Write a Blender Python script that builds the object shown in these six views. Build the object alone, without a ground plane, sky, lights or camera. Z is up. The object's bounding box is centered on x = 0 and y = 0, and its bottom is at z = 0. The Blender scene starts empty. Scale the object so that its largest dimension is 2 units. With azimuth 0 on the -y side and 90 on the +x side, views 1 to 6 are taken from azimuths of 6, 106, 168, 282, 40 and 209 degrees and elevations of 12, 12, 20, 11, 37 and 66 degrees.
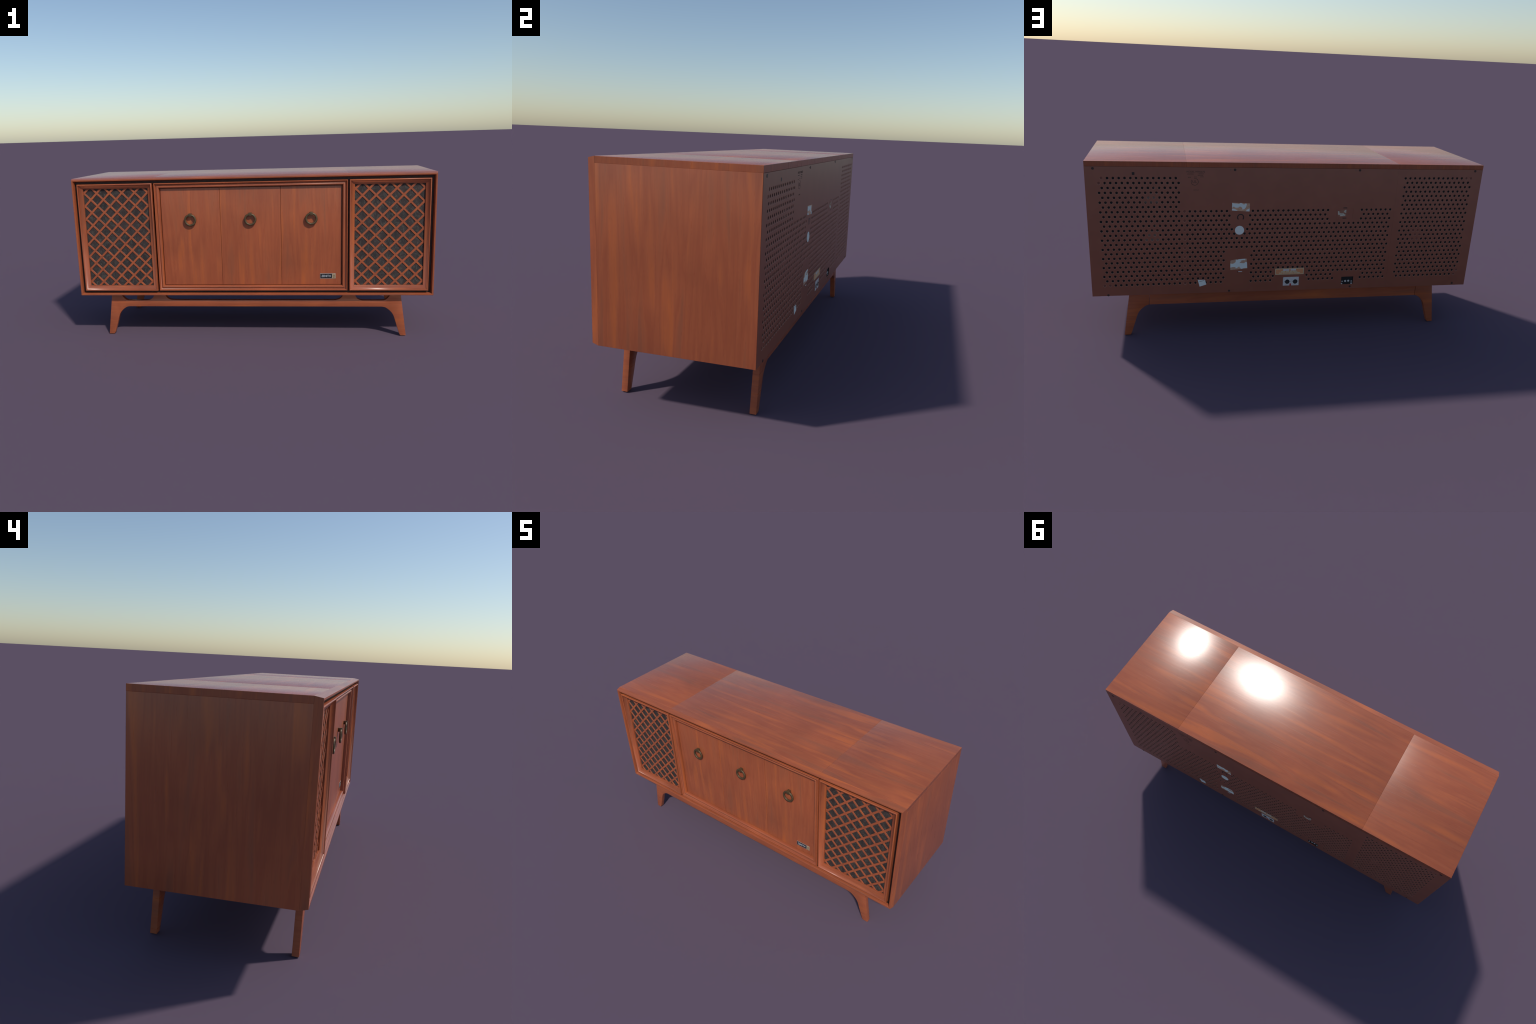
"""A mid-century stereo console: walnut cabinet, two lattice speaker grilles,
three doors with ring pulls, perforated hardboard back, splayed leg frames."""
import bpy, bmesh, math
from mathutils import Vector, Matrix

# ------------------------------------------------------------------ sizes (m)
W = 1.0                    # half width
Z0, Z1 = 0.2385, 0.913     # cabinet bottom / top
YF, YC, YB = -0.3118, -0.2835, 0.3115   # front edge, start of front slant, back
Z_BAND = 0.8893            # underside of the top board as seen on the sides
X_SEAM = 0.5345            # seams of the top board
BOW = 7.5                  # degrees the boards' shading rolls over towards their edges

root = bpy.data.objects.new("stereo_console", None)
bpy.context.scene.collection.objects.link(root)
root["label"] = "long walnut stereo console with lattice speaker grilles on splayed legs"
root["category"] = "stereo cabinet"


# ------------------------------------------------------------------ materials
def srgb(r, g, b):
    f = lambda c: c / 12.92 if c <= 0.04045 else ((c + 0.055) / 1.055) ** 2.4
    return (f(r / 255), f(g / 255), f(b / 255), 1.0)


class Nodes:
    def __init__(self, name):
        self.mat = bpy.data.materials.new(name)
        self.mat.use_nodes = True
        self.t = self.mat.node_tree
        self.bsdf = self.t.nodes["Principled BSDF"]

    def new(self, kind, **props):
        n = self.t.nodes.new(kind)
        for k, v in props.items():
            setattr(n, k, v)
        return n

    def link(self, a, b):
        self.t.links.new(a, b)

    def coords(self, scale=(1, 1, 1), loc=(0, 0, 0), rot=(0, 0, 0)):
        tc = self.new("ShaderNodeTexCoord")
        mp = self.new("ShaderNodeMapping")
        mp.inputs["Scale"].default_value = scale
        mp.inputs["Location"].default_value = loc
        mp.inputs["Rotation"].default_value = rot
        self.link(tc.outputs["Object"], mp.inputs["Vector"])
        return mp.outputs["Vector"]

    def noise(self, vec, scale, detail=3.0, rough=0.5, dist=0.0):
        n = self.new("ShaderNodeTexNoise")
        n.inputs["Scale"].default_value = scale
        n.inputs["Detail"].default_value = detail
        n.inputs["Roughness"].default_value = rough
        n.inputs["Distortion"].default_value = dist
        self.link(vec, n.inputs["Vector"])
        return n.outputs["Fac"]

    def ramp(self, fac, stops):
        n = self.new("ShaderNodeValToRGB")
        e = n.color_ramp.elements
        while len(e) < len(stops):
            e.new(0.5)
        for el, (p, c) in zip(e, stops):
            el.position = p
            el.color = c
        self.link(fac, n.inputs["Fac"])
        return n.outputs["Color"]

    def mix(self, kind, fac, a, b):
        n = self.new("ShaderNodeMix", data_type="RGBA", blend_type=kind)
        for sock, v in ((n.inputs[0], fac), (n.inputs[6], a), (n.inputs[7], b)):
            if isinstance(v, bpy.types.NodeSocket):
                self.link(v, sock)
            else:
                sock.default_value = v
        return n.outputs[2]

    def bump(self, height, strength, distance):
        n = self.new("ShaderNodeBump")
        n.inputs["Strength"].default_value = strength
        n.inputs["Distance"].default_value = distance
        self.link(height, n.inputs["Height"])
        self.link(n.outputs["Normal"], self.bsdf.inputs["Normal"])

    def set(self, **kw):
        for k, v in kw.items():
            sock = self.bsdf.inputs[k.replace("_", " ")]
            if isinstance(v, bpy.types.NodeSocket):
                self.link(v, sock)
            else:
                sock.default_value = v
        return self.mat


WOOD_DULL, WOOD_MID, WOOD_RED, WOOD_ORANGE = (
    srgb(152, 86, 59), srgb(165, 89, 57), srgb(158, 83, 54), srgb(180, 96, 54))


def wood(name, axis, loc=(0, 0, 0), rough=0.29, tone=1.0, band=1.0, depth=1.0, spec=0.5):
    """Stained walnut veneer; the grain runs along the given axis."""
    m = Nodes(name)
    s = [1.0, 1.0, 1.0]
    s[axis] = 0.075
    s[1] *= depth if axis != 1 else 1.0
    fine = [1.0, 1.0, 1.0]
    fine[axis] = 0.03
    fine[1] *= depth if axis != 1 else 1.0
    broad = m.noise(m.coords(tuple(s), loc), 22 * band, 2.5, 0.5, 0.4)
    cloud = m.noise(m.coords((1, 1, 1), loc), 3.2, 2.0, 0.5, 0.3)
    fibre = m.noise(m.coords(tuple(fine), loc), 210, 3.0, 0.6)
    pore = m.noise(m.coords(tuple(0.1 if i == axis else depth if i == 1 else 1.0 for i in range(3)), loc), 420, 1.0, 0.5)
    t = lambda c: (c[0] * tone, c[1] * tone, c[2] * tone, 1.0)
    base = m.ramp(broad, [(0.32, t(WOOD_DULL)), (0.43, t(WOOD_MID)), (0.50, t(WOOD_RED)),
                          (0.57, t(WOOD_MID)), (0.68, t(WOOD_ORANGE))])
    lo, hi = (0.90, 0.91, 0.94, 1), (1.1, 1.08, 1.06, 1)
    base = m.mix("MULTIPLY", 1.0, base, m.ramp(cloud, [(0.34, lo), (0.66, hi)]))
    base = m.mix("MULTIPLY", 1.0, base, m.ramp(fibre, [(0.3, (0.95, 0.945, 0.94, 1)), (0.7, (1.04, 1.04, 1.04, 1))]))
    base = m.mix("MULTIPLY", 1.0, base, m.ramp(pore, [(0.26, (0.88, 0.87, 0.87, 1)), (0.36, (1, 1, 1, 1))]))
    r = m.ramp(fibre, [(0.3, (rough + 0.02,) * 3 + (1,)), (0.7, (rough - 0.02,) * 3 + (1,))])
    m.bump(fibre, 0.05, 0.0004)
    return m.set(Base_Color=base, Roughness=r, Specular_IOR_Level=spec)


M_TOP = wood("walnut_top", 0, (0.3, 0, 0), rough=0.26, spec=0.57, tone=1.03)
M_SIDE = wood("walnut_side", 2, (0, 0.7, 0))
M_BAND = wood("walnut_edge", 2, (0.2, 0.4, 0.3), tone=0.9, band=1.6)
M_DOOR = wood("walnut_door", 2, (1.1, 0.2, 0.5))
M_RAIL = wood("walnut_rail", 0, (0.5, 0.1, 0.2), band=1.4)
M_STILE = wood("walnut_stile", 2, (0.8, 0.6, 0.2), band=1.4)
M_LEG = wood("walnut_leg", 0, (0.4, 0.3, 0.9), band=1.2, depth=0.08)


def plain(name, col, rough=0.5, metallic=0.0, grain=0.12, scale=90):
    m = Nodes(name)
    n = m.noise(m.coords(), scale, 3.0, 0.55)
    k = 1 - grain
    c = m.ramp(n, [(0.3, (col[0] * k, col[1] * k, col[2] * k, 1)), (0.7, (col[0] / k, col[1] / k, col[2] / k, 1))])
    return m.set(Base_Color=c, Roughness=rough, Metallic=metallic)


M_BACK = plain("brown_hardboard", srgb(144, 84, 64), 0.45, grain=0.05, scale=14)
M_RIM = plain("lit_hole_rim", srgb(162, 108, 88), 0.5, grain=0.05)  # lighter tone paints in the sky light on the hole bevels
M_GAP = plain("gap_shade_wood", srgb(58, 33, 24), 0.6, grain=0.1)  # brown darkened to paint in the shade of the front gaps
M_DARK = plain("painted_hole_dark", (0.008, 0.008, 0.009, 1), 0.8)  # near-black that paints the shade inside the holes
M_BLACK = plain("bakelite_and_slot_black", (0.012, 0.012, 0.014, 1), 0.4)  # bakelite parts, and the painted darkness of the slots
M_BRASS = plain("antique_brass", srgb(92, 74, 50), 0.48, 0.35, grain=0.2, scale=160)
M_PAPER = plain("white_paper", srgb(224, 228, 222), 0.6, grain=0.03)
M_CREAM = plain("cream_metal", srgb(190, 168, 130), 0.35, 0.2, grain=0.05)
M_SILVER = plain("silver_metal", srgb(178, 168, 160), 0.35, 0.4, grain=0.05)
M_STEEL = plain("steel_plate", srgb(205, 200, 196), 0.45, 0.0, grain=0.1)
M_LIGHT = plain("pale_print", srgb(200, 205, 210), 0.5, grain=0.03)
M_ORANGE = plain("orange_label", srgb(214, 142, 96), 0.55, grain=0.06)
M_YELLOW = plain("label_border", srgb(206, 186, 148), 0.55, grain=0.05)
M_RED = plain("red_plastic", srgb(170, 30, 38), 0.4, grain=0.04)
M_INK = plain("faded_ink", srgb(76, 50, 42), 0.6, grain=0.05)
M_SCREW = plain("dark_screw", srgb(64, 48, 44), 0.5, 0.2, grain=0.1)
M_BATTEN = plain("batten_wood", srgb(118, 66, 54), 0.6, grain=0.06)
M_RIB = plain("dull_plate", srgb(104, 88, 78), 0.5, grain=0.06)


def cloth():
    m = Nodes("grille_cloth")
    v = m.coords((1, 1, 0.55))
    warp = m.noise(v, 34, 2.0, 0.5, 0.6)
    swirl = m.noise(m.coords((1, 1, 0.5), (0.2, 0, 0.1)), 62, 0.0, 0.4, 1.3)
    patchy = m.noise(m.coords((1, 1, 0.8), (0.7, 0, 0.3)), 75, 1.0, 0.5)
    thread = m.noise(m.coords((1, 1, 0.15)), 700, 2.0, 0.6)
    base = m.ramp(warp, [(0.38, srgb(44, 36, 34)), (0.62, srgb(58, 46, 43))])
    g = lambda v: (v, v, v, 1)
    strokes = m.ramp(swirl, [(0.36, g(0)), (0.43, g(0.9)), (0.48, g(0)), (0.54, g(0)), (0.60, g(0.9)), (0.66, g(0))])
    strokes = m.mix("MULTIPLY", 1.0, strokes, m.ramp(patchy, [(0.44, g(0.1)), (0.56, g(1))]))
    col = m.mix("MIX", strokes, base, srgb(84, 84, 75))
    col = m.mix("MULTIPLY", 0.35, col, m.ramp(thread, [(0.35, (0.75, 0.75, 0.75, 1)), (0.65, (1.2, 1.2, 1.2, 1))]))
    m.bump(swirl, 0.25, 0.001)
    return m.set(Base_Color=col, Roughness=0.75)


M_CLOTH = cloth()


def sticker(name, paper, worn, loc, cut=0.50):
    """White paper with patches where the print has rubbed down to brown."""
    m = Nodes(name)
    patch = m.noise(m.coords((1, 1, 1.3), loc), 26, 1.0, 0.4, 0.6)
    lines = m.noise(m.coords((0.35, 1, 3.0), loc), 190, 2.0, 0.6)
    print_col = m.ramp(lines, [(0.4, worn), (0.62, tuple(c * 1.45 for c in worn[:3]) + (1,))])
    mask = m.ramp(patch, [(cut, (0, 0, 0, 1)), (cut + 0.04, (1, 1, 1, 1))])
    return m.set(Base_Color=m.mix("MIX", mask, paper, print_col), Roughness=0.6)


M_LABEL = sticker("worn_label", srgb(220, 226, 220), srgb(186, 146, 118), (0.13, 0, 0.02))
M_LABEL2 = sticker("worn_label_torn", srgb(220, 226, 220), srgb(176, 140, 116), (0.41, 0, 0.33))
M_SCRAP = sticker("torn_scrap", srgb(150, 100, 78), srgb(176, 168, 152), (0.2, 0, 0.7), 0.38)


# ------------------------------------------------------------------ mesh tools
def add(name, verts, faces, mats, parent=root, face_mat=None, smooth=None, bow=None, kind=None):
    """Make a mesh object. smooth: crease angle in degrees. bow: (face test, normal function)
    gives large boards the slightly crowned shading of real veneer panels."""
    me = bpy.data.meshes.new(name)
    me.from_pydata(verts, [], faces)
    mats = mats if isinstance(mats, (list, tuple)) else [mats]
    for m in mats:
        me.materials.append(m)
    if face_mat:
        me.polygons.foreach_set("material_index", face_mat)
    if smooth is not None:
        shade(me, smooth)
    if bow:
        test, fn = bow
        nors = []
        for p in me.polygons:
            on = test(p)
            for vi in p.vertices:
                nors.append(fn(me.vertices[vi].co) if on else p.normal.copy())
        for p in me.polygons:
            p.use_smooth = True
        me.normals_split_custom_set(nors)
    me.update()
    ob = bpy.data.objects.new(name, me)
    bpy.context.scene.collection.objects.link(ob)
    ob.parent = parent
    if kind:
        ob["kind"] = kind
    return ob


def shade(me, angle):
    bm = bmesh.new()
    bm.from_mesh(me)
    lim = math.radians(angle)
    for f in bm.faces:
        f.smooth = True
    for e in bm.edges:
        if len(e.link_faces) != 2 or e.calc_face_angle(0) > lim:
            e.smooth = False
    bm.to_mesh(me)
    bm.free()


def box_mesh(x0, x1, y0, y1, z0, z1, bevel=0.0, seg=1):
    bm = bmesh.new()
    bmesh.ops.create_cube(bm, size=1.0)
    for v in bm.verts:
        v.co = Vector((x0 + (v.co.x + 0.5) * (x1 - x0), y0 + (v.co.y + 0.5) * (y1 - y0), z0 + (v.co.z + 0.5) * (z1 - z0)))
    if bevel:
        bmesh.ops.bevel(bm, geom=bm.edges[:], offset=bevel, segments=seg, affect="EDGES", profile=0.5)
    verts = [v.co.copy() for v in bm.verts]
    bm.verts.index_update()
    faces = [[v.index for v in f.verts] for f in bm.faces]
    bm.free()
    return verts, faces


def box(name, x0, x1, y0, y1, z0, z1, mat, parent=root, bevel=0.0, seg=1, crown=None, tilt=BOW, kind=None):
    """crown = outward axis ('+x', '-y', ...) whose big face gets crowned shading."""
    v, f = box_mesh(x0, x1, y0, y1, z0, z1, bevel, seg)
    bow = None
    if crown:
        bow = crown_of(crown, (x0, x1, y0, y1, z0, z1), tilt)
    return add(name, v, f, mat, parent, smooth=None if bow else (35 if bevel else None), bow=bow, kind=kind)


def crown_of(crown, b, tilt=BOW):
    ax = "xyz".index(crown[1])
    sg = 1 if crown[0] == "+" else -1
    c = [(b[0] + b[1]) / 2, (b[2] + b[3]) / 2, (b[4] + b[5]) / 2]
    h = [(b[1] - b[0]) / 2, (b[3] - b[2]) / 2, (b[5] - b[4]) / 2]
    tilts = tilt if isinstance(tilt, tuple) else (tilt,) * 3
    k = [math.tan(math.radians(t)) for t in tilts]

    def fn(co):
        n = [k[i] * (co[i] - c[i]) / h[i] if i != ax else sg for i in range(3)]
        return Vector(n).normalized()

    return (lambda p: p.normal[ax] * sg > 0.99), fn


def moulding(name, rect, profile, mats, parent=root, smooth=40, soft=None, dark_last=0):
    """Sweep a profile of (inset, y) round a rectangle with mitred corners.
    mats = (rail material, stile material)."""
    x0, x1, z0, z1 = rect
    verts, faces, fm = [], [], []
    for ins, y in profile:
        a, b, c, d = x0 + ins, x1 - ins, z0 + ins, z1 - ins
        verts += [(a, y, c), (b, y, c), (b, y, d), (a, y, d)]
    for i in range(len(profile) - 1):
        for k in range(4):
            p, q = i * 4 + k, i * 4 + (k + 1) % 4
            faces.append((p, q, q + 4, p + 4))
            fm.append(2 if i >= len(profile) - 1 - dark_last else 0 if k in (0, 2) else 1)
    ob = add(name, verts, faces, list(mats), parent, fm, smooth)
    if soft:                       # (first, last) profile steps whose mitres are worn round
        bm = bmesh.new()
        bm.from_mesh(ob.data)
        bm.verts.ensure_lookup_table()
        for e in bm.edges:
            a, b = (v.index for v in e.verts)
            if a % 4 == b % 4 and soft[0] <= min(a, b) // 4 and max(a, b) // 4 <= soft[1]:
                e.smooth = True
        bm.to_mesh(ob.data)
        bm.free()
    return ob


def extrude_outline(name, outline, y0, y1, mat, parent=root, smooth=30, bevel=0.0, holes=()):
    """Board cut to an (x, z) outline, running from y0 to y1."""
    bm = bmesh.new()
    vs = [bm.verts.new((x, y0, z)) for x, z in outline]
    f = bm.faces.new(vs)
    r = bmesh.ops.extrude_face_region(bm, geom=[f])
    for v in r["geom"]:
        if isinstance(v, bmesh.types.BMVert):
            v.co.y = y1
    bmesh.ops.recalc_face_normals(bm, faces=bm.faces[:])
    if bevel:
        edges = [e for e in bm.edges if abs(e.verts[0].co.y - e.verts[1].co.y) < 1e-6]
        bmesh.ops.bevel(bm, geom=edges, offset=bevel, segments=2, affect="EDGES", profile=0.5)
    bmesh.ops.triangulate(bm, faces=[f for f in bm.faces if len(f.verts) > 4])
    bm.verts.index_update()
    verts = [v.co.copy() for v in bm.verts]
    faces = [[v.index for v in fc.verts] for fc in bm.faces]
    bm.free()
    return add(name, verts, faces, mat, parent, smooth=smooth)


def arc(cx, cz, r, a0, a1, n):
    return [(cx + r * math.cos(math.radians(a0 + (a1 - a0) * i / n)),
             cz + r * math.sin(math.radians(a0 + (a1 - a0) * i / n))) for i in range(n + 1)]


def lettering(name, text, x, y, z, size, depth, mat, parent, back=False, stretch=1.0, spacing=1.0):
    cu = bpy.data.curves.new(name, "FONT")
    cu.body = text
    cu.size = size
    cu.extrude = depth
    cu.align_x, cu.align_y = "CENTER", "CENTER"
    cu.space_character = spacing
    tmp = bpy.data.objects.new(name + "_tmp", cu)
    bpy.context.scene.collection.objects.link(tmp)
    me = bpy.data.meshes.new_from_object(tmp.evaluated_get(bpy.context.evaluated_depsgraph_get()))
    bpy.data.objects.remove(tmp)
    bpy.data.curves.remove(cu)
    rot = Matrix.Rotation(math.pi / 2, 4, "X")
    if back:
        rot = Matrix.Rotation(math.pi, 4, "Z") @ rot
    me.transform(Matrix.Translation((x, y, z)) @ rot @ Matrix.Diagonal((stretch, 1, 1, 1)))
    me.materials.clear()
    me.materials.append(mat)
    me.name = name
    ob = bpy.data.objects.new(name, me)
    bpy.context.scene.collection.objects.link(ob)
    ob.parent = parent
    return ob


# ------------------------------------------------------------------ cabinet shell
for x0, x1 in ((-W, -X_SEAM), (-X_SEAM, X_SEAM), (X_SEAM, W)):
    box("top_panel", x0 + 0.0001, x1 - 0.0001, YC, YB, Z_BAND, Z1, [M_TOP, M_BAND], bevel=0.0005, crown="+z")
for ob in [o for o in root.children if o.name.startswith("top_panel")]:
    for p in ob.data.polygons:
        p.material_index = 0 if p.normal.z > 0.5 else 1

Y_SHEET = YB - 0.004       # rear of the case, where the back sheet starts
for s in (-1, 1):
    a, b = (W - 0.02, W) if s > 0 else (-W, -W + 0.02)
    box("side_panel", a, b, YC, Y_SHEET + 0.003, Z0, Z_BAND - 0.0001, M_SIDE, bevel=0.0004, crown="+x" if s > 0 else "-x", tilt=(0.0, 2.0, 4.5))
box("bottom_panel", -W + 0.0202, W - 0.0202, YC, Y_SHEET, Z0, Z0 + 0.02, M_SIDE)

# front lip: slanted outer face, thin front edge, bevel falling into the shadow gap
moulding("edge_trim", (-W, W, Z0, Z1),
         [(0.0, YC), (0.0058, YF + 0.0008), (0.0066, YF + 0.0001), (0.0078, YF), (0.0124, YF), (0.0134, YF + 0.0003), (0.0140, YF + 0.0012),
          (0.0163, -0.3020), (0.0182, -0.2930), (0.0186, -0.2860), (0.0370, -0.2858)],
         (M_RAIL, M_STILE, M_GAP), smooth=32, dark_last=2)  # last steps take the dark colour that paints the gap's shade
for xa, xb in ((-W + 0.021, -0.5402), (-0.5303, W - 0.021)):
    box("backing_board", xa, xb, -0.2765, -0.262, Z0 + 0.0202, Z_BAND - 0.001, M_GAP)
box("gap_strip", 0.5290, 0.5415, -0.2858, -0.2770, 0.2600, 0.8880, M_GAP)  # added filler, its dark colour painting the shade between the frames

# ------------------------------------------------------------------ speaker grilles
FZ0, FZ1 = 0.2695, 0.8815
SP_X0, SP_X1 = 0.5400, 0.9665
SP_IN = 0.0275             # width of the speaker frame
LAT_X0, LAT_X1, PITCH = 0.5722, 0.9362, 0.0728
LAT_Z = 0.8297             # height of the first row of lattice crossings at the frame
Y_CLOTH = -0.2825
COVE = []                  # hollow that flattens from 55 to 14 degrees towards the cloth
_i, _y = 0.0070, -0.3066
for _k in range(9):
    _i += 0.0022
    _y += 0.0022 * math.tan(math.radians(55 - 41 * (_k + 0.5) / 9))
    COVE.append((_i, min(_y, -0.2916)))
speaker_profile = [(0.0, -0.2767), (0.0, -0.3062), (0.0006, -0.3086), (0.0020, -0.3102), (0.0040, -0.3106), (0.0058, -0.3098),
                   (0.0066, -0.3084), (0.0070, -0.3066)] + COVE + [(SP_IN, -0.2912), (SP_IN, Y_CLOTH + 0.0003)]


def slat_mesh(p, q, half, y0, y1, lo, hi):
    """Lattice strip between two (x, z) points, its ends trimmed to the opening."""
    d = Vector((q[0] - p[0], q[1] - p[1])).normalized()
    n = Vector((-d.y, d.x)) * half
    far = 0.05
    P, Q = Vector(p) - d * far, Vector(q) + d * far
    poly = [P - n, Q - n, Q + n, P + n]
    for axis in (0, 1):
        for bound, keep in ((lo[axis], 1), (hi[axis], -1)):
            out = []
            for i, a in enumerate(poly):
                b = poly[(i + 1) % len(poly)]
                da, db = (a[axis] - bound) * keep, (b[axis] - bound) * keep
                if da >= 0:
                    out.append(a)
                if (da >= 0) != (db >= 0):
                    out.append(a + (b - a) * (da / (da - db)))
            poly = out
            if not poly:
                return None
    m = len(poly)
    c = 0.0005
    ctr = sum(poly, Vector((0, 0))) / m
    ring = lambda y, sh: [(pt.x - n.normalized().x * sh * (1 if (pt - ctr).dot(n) > 0 else -1), y,
                           pt.y - n.normalized().y * sh * (1 if (pt - ctr).dot(n) > 0 else -1)) for pt in poly]
    verts = ring(y0, 0) + ring(y1 + c, 0) + ring(y1, c)
    faces = []
    for l in range(2):
        for i in range(m):
            j = (i + 1) % m
            faces.append((l * m + i, l * m + j, l * m + m + j, l * m + m + i))
    faces.append(tuple(range(2 * m, 3 * m)))
    return verts, faces


for s in (-1, 1):
    x0, x1 = (SP_X0, SP_X1) if s > 0 else (-SP_X1, -SP_X0)
    frame = moulding("speaker_frame", (x0, x1, FZ0, FZ1), speaker_profile, (M_RAIL, M_STILE), smooth=38, soft=(7, 7 + len(COVE)))
    lo, hi = (x0 + SP_IN, FZ0 + SP_IN), (x1 - SP_IN, FZ1 - SP_IN)
    box("grille_cloth", lo[0] - 0.004, hi[0] + 0.004, Y_CLOTH, Y_CLOTH + 0.005, lo[1] - 0.004, hi[1] + 0.004, M_CLOTH, frame)
    # crossings sit on x = LAT_X0 + i * PITCH; every strip runs at 45 degrees
    xa = LAT_X0 if s > 0 else -LAT_X1
    eps = 0.0008
    lo2, hi2 = (lo[0] + eps, lo[1] + eps), (hi[0] - eps, hi[1] - eps)
    for rise in (-1, 1):
        for k in range(-8, 16):
            # line: z = LAT_Z + rise * (x - xa) + k * PITCH (shifted)
            zc = LAT_Z + PITCH * (k if rise < 0 else k - 12)
            p, q = (xa, zc), (xa + 5 * PITCH, zc + rise * 5 * PITCH)
            if rise > 0:
                yy = (Y_CLOTH, Y_CLOTH - 0.0036)
                half = 0.0056
            else:
                yy = (Y_CLOTH, Y_CLOTH - 0.0029)
                half = 0.0051
            r = slat_mesh(p, q, half, yy[0], yy[1], lo2, hi2)
            if not r:
                continue
            v, f = r
            if max(a[0] for a in v) - min(a[0] for a in v) < 0.012:
                continue
            ob = add("lattice_slat", v, f, M_RAIL if rise > 0 else M_STILE, frame)
            bmx = bmesh.new()
            bmx.from_mesh(ob.data)
            bmesh.ops.recalc_face_normals(bmx, faces=bmx.faces[:])
            bmx.to_mesh(ob.data)
            bmx.free()

# ------------------------------------------------------------------ centre doors
CX = 0.5305
D_IN = 0.0315
Y_DOOR = -0.2835
door_profile = [(0.0, -0.2767), (0.0, -0.3035), (0.0008, -0.3058), (0.0024, -0.3072), (0.0042, -0.3071), (0.0056, -0.3058),
                (0.0063, -0.3035), (0.0072, -0.3000), (0.0096, -0.2968), (0.0126, -0.2955), (0.0142, -0.2958),
                (0.0152, -0.2982), (0.0172, -0.3002), (0.0200, -0.3010), (0.0228, -0.3006), (0.0250, -0.2990),
                (0.0268, -0.2958), (0.0282, -0.2905), (0.0288, -0.2850), (0.0290, -0.2766)]
frame = moulding("door_frame", (-CX, CX, FZ0, FZ1 - 0.001), door_profile, (M_RAIL, M_STILE), smooth=34)
D_X, D_Z0, D_Z1 = CX - D_IN, FZ0 + D_IN, FZ1 - 0.001 - D_IN
DOOR_SEAM = 0.1678
doors = []
for x0, x1 in ((-D_X, -DOOR_SEAM), (-DOOR_SEAM, DOOR_SEAM), (DOOR_SEAM, D_X)):
    doors.append(box("door_panel", x0 + 0.0007, x1 - 0.0007, Y_DOOR, -0.2769, D_Z0, D_Z1, M_DOOR, bevel=0.0007, crown="-y", tilt=(2.5, 0.0, 4.5)))


def ring_mesh(cx, cy, cz, R, rr, ry, n=40, m=10):
    """Chunky cast ring with a softly faceted section."""
    verts, faces = [], []
    for i in range(n):
        a = 2 * math.pi * i / n
        wob = 1 + 0.006 * math.cos(8 * a)
        for j in range(m):
            b = 2 * math.pi * (j + 0.5) / m
            cb, sb = math.cos(b), math.sin(b)
            sq = 1 / max(abs(cb), abs(sb)) ** 0.45
            r = R * wob + rr * cb * sq
            verts.append((cx + r * math.cos(a), cy + ry * sb * sq, cz + r * math.sin(a)))
    for i in range(n):
        for j in range(m):
            faces.append((i * m + j, i * m + (j + 1) % m, ((i + 1) % n) * m + (j + 1) % m, ((i + 1) % n) * m + j))
    return verts, faces


for door, cx in zip(doors, (-0.3352, 0.0003, 0.3347)):
    v, f = ring_mesh(cx, -0.2968, 0.6722, 0.0286, 0.0060, 0.0050)
    add("ring_pull", v, f, M_BRASS, door, smooth=48)
    box("ring_bracket", cx - 0.0086, cx + 0.0086, -0.3028, Y_DOOR + 0.0005, 0.6915, 0.7095, M_BRASS, door, bevel=0.0009, seg=2)

# name plate on the right-hand door
PX0, PX1, PZ0, PZ1 = 0.3805, 0.4668, 0.3332, 0.3632
plate = box("name_plate", PX0, PX1, Y_DOOR - 0.0012, Y_DOOR, PZ0, PZ1, M_SILVER, bevel=0.0004)
box("name_field", PX0 + 0.0022, 0.4465, Y_DOOR - 0.0017, Y_DOOR - 0.0011, PZ0 + 0.0028, PZ1 - 0.0024, M_BLACK, plate)
box("emblem_field", 0.4485, PX1 - 0.0014, Y_DOOR - 0.0017, Y_DOOR - 0.0011, PZ0 + 0.0016, PZ1 - 0.0016, M_CREAM, plate)
lettering("plate_lettering", "ZENITH", 0.4143, Y_DOOR - 0.0019, 0.3477, 0.0172, 0.0003, M_LIGHT, plate, stretch=0.84, spacing=1.02)
emblem = [(-0.0032, 0.0085), (0.0036, 0.0085), (0.0036, 0.0020), (0.0006, 0.0000), (0.0038, -0.0030), (0.0030, -0.0090), (-0.0030, -0.0090),
          (-0.0034, -0.0035), (-0.0004, -0.0012), (-0.0012, 0.0030), (-0.0034, 0.0040)]
extrude_outline("plate_emblem", [(0.4573 + x * 0.8, 0.3472 + z) for x, z in emblem], Y_DOOR - 0.0021, Y_DOOR - 0.0016, M_INK, plate)

# ------------------------------------------------------------------ leg frames
Y_LEG0, Y_LEG1 = 0.2505, 0.2765
ZT = Z0 + 0.0004


def half_lower(sx):
    """Outer edge of a leg, foot, inner curve up to the rail underside (right half)."""
    pts = [(0.8252, ZT), (0.8585, 0.002), (0.8560, 0.0), (0.8290, 0.0), (0.8255, 0.0035), (0.8215, 0.0125), (0.8050, 0.0630), (0.7935, 0.1010),
           (0.7872, 0.1185), (0.7790, 0.1325), (0.7680, 0.1450), (0.7560, 0.1550), (0.7460, 0.1620), (0.7350, 0.1662), (0.7220, 0.1680)]
    return [(sx * x, z) for x, z in pts]


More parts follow.
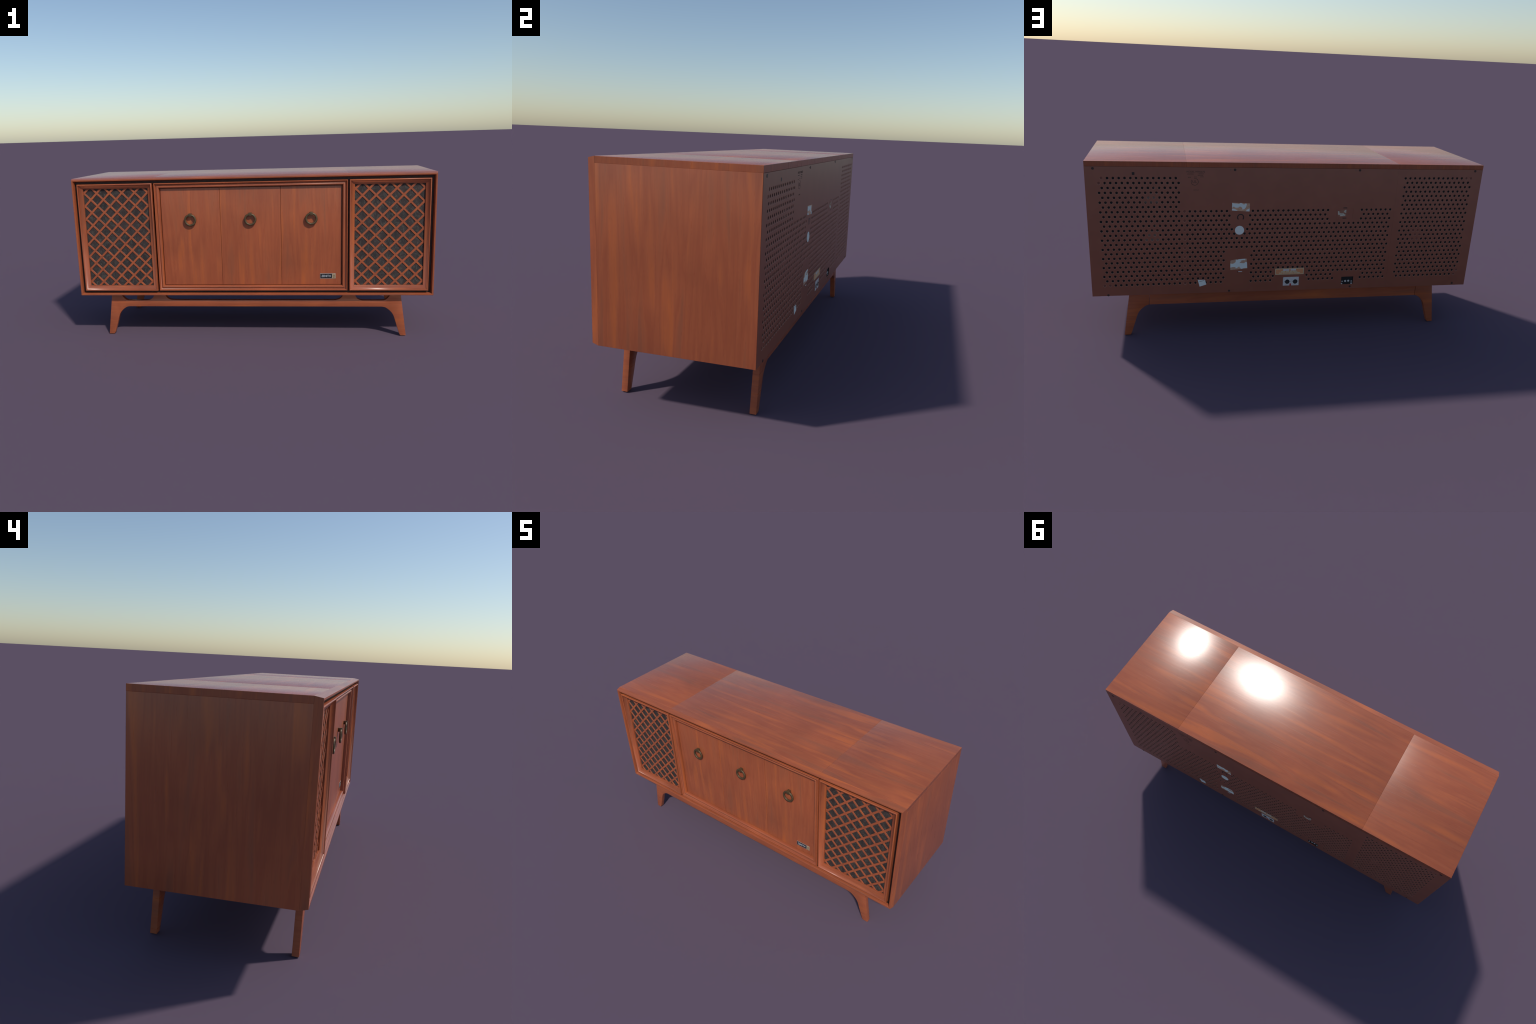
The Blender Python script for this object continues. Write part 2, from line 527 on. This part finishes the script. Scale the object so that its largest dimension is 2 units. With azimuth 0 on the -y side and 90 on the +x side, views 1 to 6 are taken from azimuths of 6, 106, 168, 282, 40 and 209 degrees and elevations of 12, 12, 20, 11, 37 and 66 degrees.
def slots_right():
    """Upper edge of the front frame, from the middle out to the right leg: dips under the case."""
    return [(0.0, 0.2060), (0.4550, 0.2060), (0.4720, 0.2072), (0.4860, 0.2112), (0.4960, 0.2180), (0.5030, 0.2260), (0.5085, ZT),
            (0.5735, ZT), (0.5790, 0.2260), (0.5850, 0.2165), (0.5930, 0.2108), (0.6060, 0.2058), (0.6200, 0.2042), (0.7200, 0.2042),
            (0.7340, 0.2052), (0.7440, 0.2090), (0.7530, 0.2165), (0.7610, 0.2270), (0.7680, ZT)]


right_lower, left_lower = half_lower(1), half_lower(-1)
upper = slots_right()
outline = left_lower + right_lower[::-1] + upper[::-1] + [(-x, z) for x, z in upper[1:]]
extrude_outline("leg_frame", outline, -Y_LEG1, -Y_LEG0, M_LEG, bevel=0.0016)
# rear: two legs butted against a plain rail
for s in (-1, 1):
    low = [(s * x, z) for x, z in [(0.8252, ZT), (0.8585, 0.002), (0.8560, 0.0), (0.8290, 0.0), (0.8255, 0.0035), (0.8215, 0.0125),
           (0.8050, 0.0630), (0.7935, 0.1010), (0.7872, 0.1185), (0.7790, 0.1325), (0.7680, 0.1450), (0.7560, 0.1550), (0.7460, 0.1620),
           (0.7350, 0.1664), (0.7290, 0.1676), (0.7290, ZT)]]
    extrude_outline("leg", low, Y_LEG0, Y_LEG1, M_LEG, bevel=0.0016)
box("leg_rail", -0.7276, 0.7276, Y_LEG0, Y_LEG1 - 0.0004, 0.1680, ZT, M_LEG, bevel=0.0012)

# ------------------------------------------------------------------ perforated back
ROW = 0.02347
HOLE, RIM = 0.0061, 0.0080
SPLIT = -0.5320
TOP_E, BOT_E = Z_BAND - 0.0008, Z0 + 0.0004


def grid_x(u):
    """Column u (half steps on alternate rows) of the main sheet."""
    return 0.9385 - 0.0261 * u if u <= 15 else 0.5470 - 0.02576 * (u - 15)


def main_rows():
    gaps = {}
    for i in range(7, 11):
        gaps.setdefault(i, []).append((0.215, 0.331) if i % 2 == 1 else (0.228, 0.320))
    gaps.setdefault(11, []).append((0.240, 0.305))
    gaps.setdefault(12, []).append((0.252, 0.292))
    for i in range(16, 24):
        gaps.setdefault(i, []).append((0.201, 0.344) if i % 2 == 0 else (0.214, 0.357))
    for i in (7, 8, 9):
        gaps.setdefault(i, []).append((-0.348, -0.180) if i % 2 == 1 else (-0.361, -0.167))
    for i in (21, 22, 23):
        gaps.setdefault(i, []).append((-0.094, 0.100) if i % 2 == 1 else (-0.081, 0.087))
    gaps.setdefault(22, []).append((-0.389, -0.220))
    gaps.setdefault(23, []).append((-0.377, -0.235))
    rows = []
    for i in range(24):
        first = 0.0 if i % 2 else 0.5
        last = 14 if i < 7 else 56
        xs = []
        u = first
        while u <= last:
            x = grid_x(u)
            if not any(a < x < b for a, b in gaps.get(i, [])):
                xs.append(x)
            u += 1
        rows.append((0.8335 - i * ROW, xs))
    return rows


def side_rows():
    rows = []
    for i in range(24):
        n, x0 = (15, -0.5740) if i % 2 == 0 else (14, -0.5870)
        rows.append((0.8413 - i * ROW * 0.996, [x0 - k * 0.02605 for k in range(n)]))
    return rows


def perforated(name, xl, xr, rows, shear, x_ref, openings=()):
    """Sheet built strip by strip: every hole owns a cell with a countersunk rim and a wall."""
    verts, faces, front, rim = [], [], [], []
    top_row, low_row = rows[0][0] + ROW / 2, rows[-1][0] - ROW / 2

    def warp(x, z):
        w = 1.0
        if z > top_row:
            w = (TOP_E - z) / (TOP_E - top_row)
        elif z < low_row:
            w = (z - BOT_E) / (low_row - BOT_E)
        return z + shear * (x - x_ref) * w

    def vert(x, y, z):
        verts.append((x, y, warp(x, z)))
        return len(verts) - 1

    def face(idx, is_front=True, worn=0):  # worn selects the painted rim light, then the painted hole dark
        faces.append(idx)
        front.append(is_front)
        rim.append(worn)

    def rect(a, b, c, d):
        if b - a < 1e-5 or d - c < 1e-5:
            return
        for (oa, ob, oc, od) in openings:
            if a < ob - 1e-6 and b > oa + 1e-6 and c < od - 1e-6 and d > oc + 1e-6:
                rect(a, min(b, oa), c, d) if a < oa else None
                rect(max(a, ob), b, c, d) if b > ob else None
                m0, m1 = max(a, oa), min(b, ob)
                rect(m0, m1, c, min(d, oc)) if c < oc else None
                rect(m0, m1, max(c, od), d) if d > od else None
                return
        face((vert(b, YB, c), vert(a, YB, c), vert(a, YB, d), vert(b, YB, d)))

    N = 16

    def cell(x, z, hw, hh):
        cs = [vert(x + sx * hw, YB, z + sz * hh) for sx, sz in ((1, 1), (-1, 1), (-1, -1), (1, -1))]
        ang = [2 * math.pi * k / N for k in range(N)]
        r0 = [vert(x + RIM * math.cos(a), YB, z + RIM * math.sin(a)) for a in ang]
        q = N // 4
        for c in range(4):
            for k in range(q):
                face((cs[c], r0[c * q + k], r0[(c * q + k + 1) % N]))
            face((cs[c], r0[((c + 1) * q) % N], cs[(c + 1) % 4]))
        r1 = [vert(x + HOLE * math.cos(a), YB - 0.0013, z + HOLE * math.sin(a)) for a in ang]
        r2 = [vert(x + HOLE * math.cos(a), YB - 0.0040, z + HOLE * math.sin(a)) for a in ang]
        for k in range(N):
            j = (k + 1) % N
            face((r0[k], r1[k], r1[j], r0[j]), False, 1)
            face((r1[k], r2[k], r2[j], r1[j]), False, 2)

    hw = 0.0126
    rect(xl, xr, top_row, TOP_E)
    rect(xl, xr, BOT_E, low_row)
    for i, (z, xs) in enumerate(rows):
        d = rows[i][0] + ROW / 2 if i == 0 else (rows[i - 1][0] + z) / 2
        c = z - ROW / 2 if i == len(rows) - 1 else (rows[i + 1][0] + z) / 2
        cur = xl
        for x in sorted(xs):
            rect(cur, x - hw, c, d)
            # cell with its own strip height
            base = len(verts)
            cell(x, (c + d) / 2, hw, (d - c) / 2)
            cur = x + hw
        rect(cur, xr, c, d)
    # outer edge of the sheet
    loop = [(xl, BOT_E), (xr, BOT_E), (xr, TOP_E), (xl, TOP_E)]
    for k in range(4):
        (xa, za), (xb, zb) = loop[k], loop[(k + 1) % 4]
        ids = []
        for x, z, y in ((xa, za, YB), (xb, zb, YB), (xb, zb, YB - 0.0038), (xa, za, YB - 0.0038)):
            verts.append((x, y, z))
            ids.append(len(verts) - 1)
        face(tuple(ids), False)
    flags = front
    _, fn = crown_of("+y", (-W, W, 0, 1, BOT_E, TOP_E), 6.0)
    me_bow = (lambda p: flags[p.index], fn)
    return add(name, verts, faces, [M_BACK, M_RIM, M_DARK], root, face_mat=rim, bow=me_bow)


TERM = (-0.3434, -0.2768, 0.2625, 0.3068)
lift = 0.0057 * (0.93 + 0.31)
main = perforated("perforated_sheet", SPLIT + 0.0001, W - 0.0012, main_rows(), -0.0057, 0.93,
                  openings=[(TERM[0], TERM[1], TERM[2] - 0.3 * lift, TERM[3] - lift)])
side = perforated("perforated_sheet", -W + 0.0012, SPLIT - 0.0001, side_rows(), -0.006, -0.574)

# added board painting the dark behind the holes, and the few things that show through them
inner = box("dark_backdrop", -W + 0.0202, W - 0.0202, 0.296, YB - 0.0042, Z0 + 0.021, Z_BAND - 0.002, M_DARK)
YI = YB - 0.0022
box("batten", 0.5395, 0.5545, YB - 0.0041, YI, 0.262, 0.690, M_BATTEN, inner)
box("batten", 0.915, 0.972, YB - 0.0041, YI, 0.802, 0.850, M_BATTEN, inner)
box("batten", 0.905, 0.972, YB - 0.0041, YI, 0.262, 0.302, M_BATTEN, inner)
box("batten", -0.972, -0.905, YB - 0.0041, YI, 0.832, 0.860, M_BATTEN, inner)
box("batten", -0.972, -0.922, YB - 0.0041, YI, 0.290, 0.342, M_BATTEN, inner)
for zt in (0.7655, 0.5785):
    box("magnet_bracket", 0.668, 0.722, YB - 0.0041, YI, zt - 0.0075, zt - 0.0035, M_RIB, inner)
    box("magnet_bracket", 0.668, 0.735, YB - 0.0041, YI, zt - 0.062 if zt < 0.7 else zt - 0.050, zt - 0.018, M_RIB, inner)
    box("magnet_bracket", 0.668, 0.6895, YB - 0.0041, YI, zt + 0.012, zt + 0.026, M_RIB, inner)
box("magnet_bracket", -0.695, -0.645, YB - 0.0041, YI, 0.505, 0.565, M_BATTEN, inner)


# ------------------------------------------------------------------ things stuck on the back
def patch(name, pts, mat, proud=0.0007, parent=main):
    """Thin sheet of paper or metal on the back, from its (x, z) corners."""
    return extrude_outline(name, pts, YB + 0.0001, YB + proud, mat, parent, smooth=None)


def rect_pts(x0, x1, z0, z1):
    return [(x0, z0), (x1, z0), (x1, z1), (x0, z1)]


def disc(name, x, z, r, mat, y0, y1, parent=main, n=32):
    return extrude_outline(name, arc(x, z, r, 0, 360 - 360 / n, n - 1), y0, y1, mat, parent, smooth=40)


patch("paper_label", [(0.3158, 0.7158), (0.2279, 0.7114), (0.2290, 0.6706), (0.3164, 0.6757)], M_LABEL)
patch("paper_label", [(0.3198, 0.4125), (0.2962, 0.4182), (0.2358, 0.4218), (0.2320, 0.3687), (0.3190, 0.3616)], M_LABEL2)
disc("paper_disc", 0.2766, 0.5737, 0.0230, M_PAPER, YB + 0.0001, YB + 0.0012)
patch("paper_tag", [(0.4837, 0.3122), (0.4469, 0.3108), (0.4407, 0.2856), (0.4746, 0.2750)], M_PAPER, 0.0012)
patch("tag_line", [(0.4760, 0.3040), (0.4505, 0.3085), (0.4505, 0.3070), (0.4760, 0.3020)], M_RIB, 0.0016)
# flat black patches on the surface, standing in for c-shaped and small slots
ring = arc(0.2726, 0.6408, 0.0176, -44, 224, 30) + arc(0.2726, 0.6408, 0.0126, 224, -44, 30)
patch("painted_curved_slot", ring, M_BLACK, 0.0004)
patch("wire_pin", rect_pts(0.2580, 0.2775, 0.3500, 0.3535), M_STEEL, 0.0010)
disc("painted_wire_hole", 0.2815, 0.3497, 0.0022, M_DARK, YB + 0.0001, YB + 0.0004)  # flat near-black disc painted in place of an opening
patch("painted_slot", rect_pts(-0.2752, -0.2545, 0.6848, 0.6888), M_BLACK, 0.0004)
patch("painted_slot", rect_pts(-0.2752, -0.2545, 0.6308, 0.6348), M_BLACK, 0.0004)
patch("paper_scrap", [(-0.2272, 0.6695), (-0.2295, 0.6421), (-0.2719, 0.6443), (-0.2713, 0.6779), (-0.2465, 0.6768), (-0.2430, 0.6700)], M_SCRAP, 0.0006)
# pressed outline round that label
for sx, xe in ((1, -0.2190), (-1, -0.3095)):
    xin = xe - sx * 0.022
    rr = 0.006
    cx = xe - sx * rr
    up = [(xin, 0.6865)] + [(cx + sx * rr * math.sin(a), 0.6805 + rr * math.cos(a)) for a in (0, 0.5, 1.05, 1.57)]
    dn = [(cx + sx * rr * math.cos(a), 0.6370 - rr * math.sin(a)) for a in (0, 0.5, 1.05, 1.57)] + [(xin, 0.6310)]
    line = up + dn
    t = 0.0009
    mid = Vector((xin, 0.6588))
    inner_line = [tuple(Vector(p) + (mid - Vector(p)).normalized() * t * 1.6) for p in line]
    patch("pressed_outline", line + inner_line[::-1], M_BACK, 0.0005)

# orange caution label with its pale border and blocks of print
lab = patch("caution_label", [(0.0856, 0.3622), (-0.0670, 0.3643), (-0.0678, 0.3292), (0.0842, 0.3284)], M_YELLOW)
patch("label_field", [(0.0815, 0.3586), (-0.0634, 0.3607), (-0.0640, 0.3326), (0.0803, 0.3318)], M_ORANGE, 0.0009, lab)


def print_row(xs, z0, z1, mat, slope=0.0):
    for a, b in xs:
        patch("printed_word", [(a, z0 + slope * a), (b, z0 + slope * b), (b, z1 + slope * b), (a, z1 + slope * a)], mat, 0.0011, lab)


print_row([(0.0445, 0.0405), (0.0395, 0.0335), (0.0325, 0.0275), (0.0265, 0.0215), (0.0205, 0.0165), (0.0155, 0.0110),
           (0.0030, -0.0030), (-0.0040, -0.0090), (-0.0100, -0.0160), (-0.0170, -0.0250)], 0.3500, 0.3588, M_LIGHT, -0.010)
print_row([(0.0540, 0.0330), (0.0290, 0.0100), (0.0060, -0.0060), (-0.0085, -0.0330)], 0.3420, 0.3482, M_YELLOW, -0.010)
print_row([(0.0640, 0.0480), (0.0450, 0.0180), (0.0150, -0.0100), (-0.0130, -0.0480)], 0.3352, 0.3400, M_YELLOW, -0.010)

# speaker jack plate
jp = extrude_outline("jack_plate", [(0.0408, 0.2660), (-0.0440, 0.2664), (-0.0430, 0.3142), (0.0385, 0.3140), (0.0412, 0.3118)],
                     YB + 0.0001, YB + 0.0009, M_STEEL, main, smooth=None)
for cx in (0.0180, -0.0245):
    disc("jack_socket", cx, 0.2879, 0.0122, M_BLACK, YB + 0.0003, YB + 0.0013, jp)
    disc("jack_core", cx, 0.2879, 0.0052, M_SCREW, YB + 0.0010, YB + 0.0016, jp, 18)
    for sx in (-1, 1):
        disc("jack_rivet", cx + sx * 0.0152, 0.2902, 0.0018, M_SCREW, YB + 0.0003, YB + 0.0014, jp, 12)
box("jack_marker", -0.0030, 0.0052, YB + 0.0003, YB + 0.0015, 0.2658, 0.2775, M_RED, jp)
box("jack_ledge", -0.0440, 0.0410, YB + 0.0001, YB + 0.0012, 0.2622, 0.2640, M_BACK, jp)

# terminal strip in its cut-out
tx0, tx1, tz0, tz1 = TERM
tb = box("terminal_strip", tx0 - 0.002, tx1 + 0.002, YB - 0.0090, YB - 0.0072, tz0 - 0.004, tz1 + 0.004, M_BLACK, main)
box("terminal_bar", tx0, tx1, YB - 0.0074, YB - 0.0056, 0.2890, 0.2925, M_SCREW, tb)
for x, z, r in ((-0.2845, 0.2787, 0.0034), (-0.3014, 0.2803, 0.0055), (-0.3185, 0.2812, 0.0055), (-0.3354, 0.2790, 0.0034),
                (-0.2825, 0.2655, 0.0040), (-0.3361, 0.2660, 0.0045)):
    disc("terminal_screw", x, z, r, M_STEEL, YB - 0.0074, YB - 0.0030, tb, 16)
for x in (-0.3014, -0.3185):
    box("terminal_lug", x - 0.0018, x + 0.0018, YB - 0.0074, YB - 0.0050, 0.2650, 0.2745, M_STEEL, tb)

# fixing screws along the edges
for x, z in ((0.9611, 0.8789), (0.3051, 0.8780), (-0.3243, 0.8814), (-0.9566, 0.8820), (0.9240, 0.2430), (0.3234, 0.2470),
             (-0.3282, 0.2502), (-0.9257, 0.2506)):
    disc("fixing_screw", x, z, 0.0056 if z < 0.8 else 0.0062, M_SCREW, YB - 0.0004, YB + 0.0010, main, 18)
box("painted_vent_slot", 0.7757, 0.7873, YB + 0.0001, YB + 0.0004, 0.8500, 0.8628, M_BLACK, main)  # black plate on the surface, stands in for a vent opening
for x, z in ((0.3261, 0.8780), (-0.3026, 0.8824)):
    disc("nail_head", x, z, 0.0026, M_RIB, YB - 0.0004, YB + 0.0008, main, 12)

# faded stencil printing
ink = lettering("stencil_lettering", "MODEL MW2670", 0.4926, YB + 0.0002, 0.8665, 0.0128, 0.0001, M_INK, main, back=True, stretch=0.92)
for txt, x, z, sz in (("502415", 0.4900, 0.7783, 0.0075), ("UL", 0.4975, 0.8185, 0.0190)):
    lettering("stencil_lettering", txt, x, YB + 0.0002, z, sz, 0.0001, M_INK, main, back=True, spacing=1.25 if len(txt) > 2 else 1.0)
patch("stencil_ring", arc(0.4973, 0.8187, 0.0178, 80, 395, 36) + arc(0.4973, 0.8187, 0.0158, 395, 80, 36), M_INK, 0.0003)
for a, b, z in ((0.5313, 0.5016, 0.8560), (0.4785, 0.4542, 0.8570), (0.4829, 0.4564, 0.8500), (0.5281, 0.5149, 0.8401), (0.4995, 0.4869, 0.8418),
                (0.4708, 0.4541, 0.8425)):
    n = max(2, int((a - b) / 0.0045))
    for k in range(n):
        xa = a - (a - b) * k / n
        patch("stencil_mark", rect_pts(xa - (a - b) / n * 0.72, xa, z - 0.0014, z + 0.0014), M_INK, 0.0003)
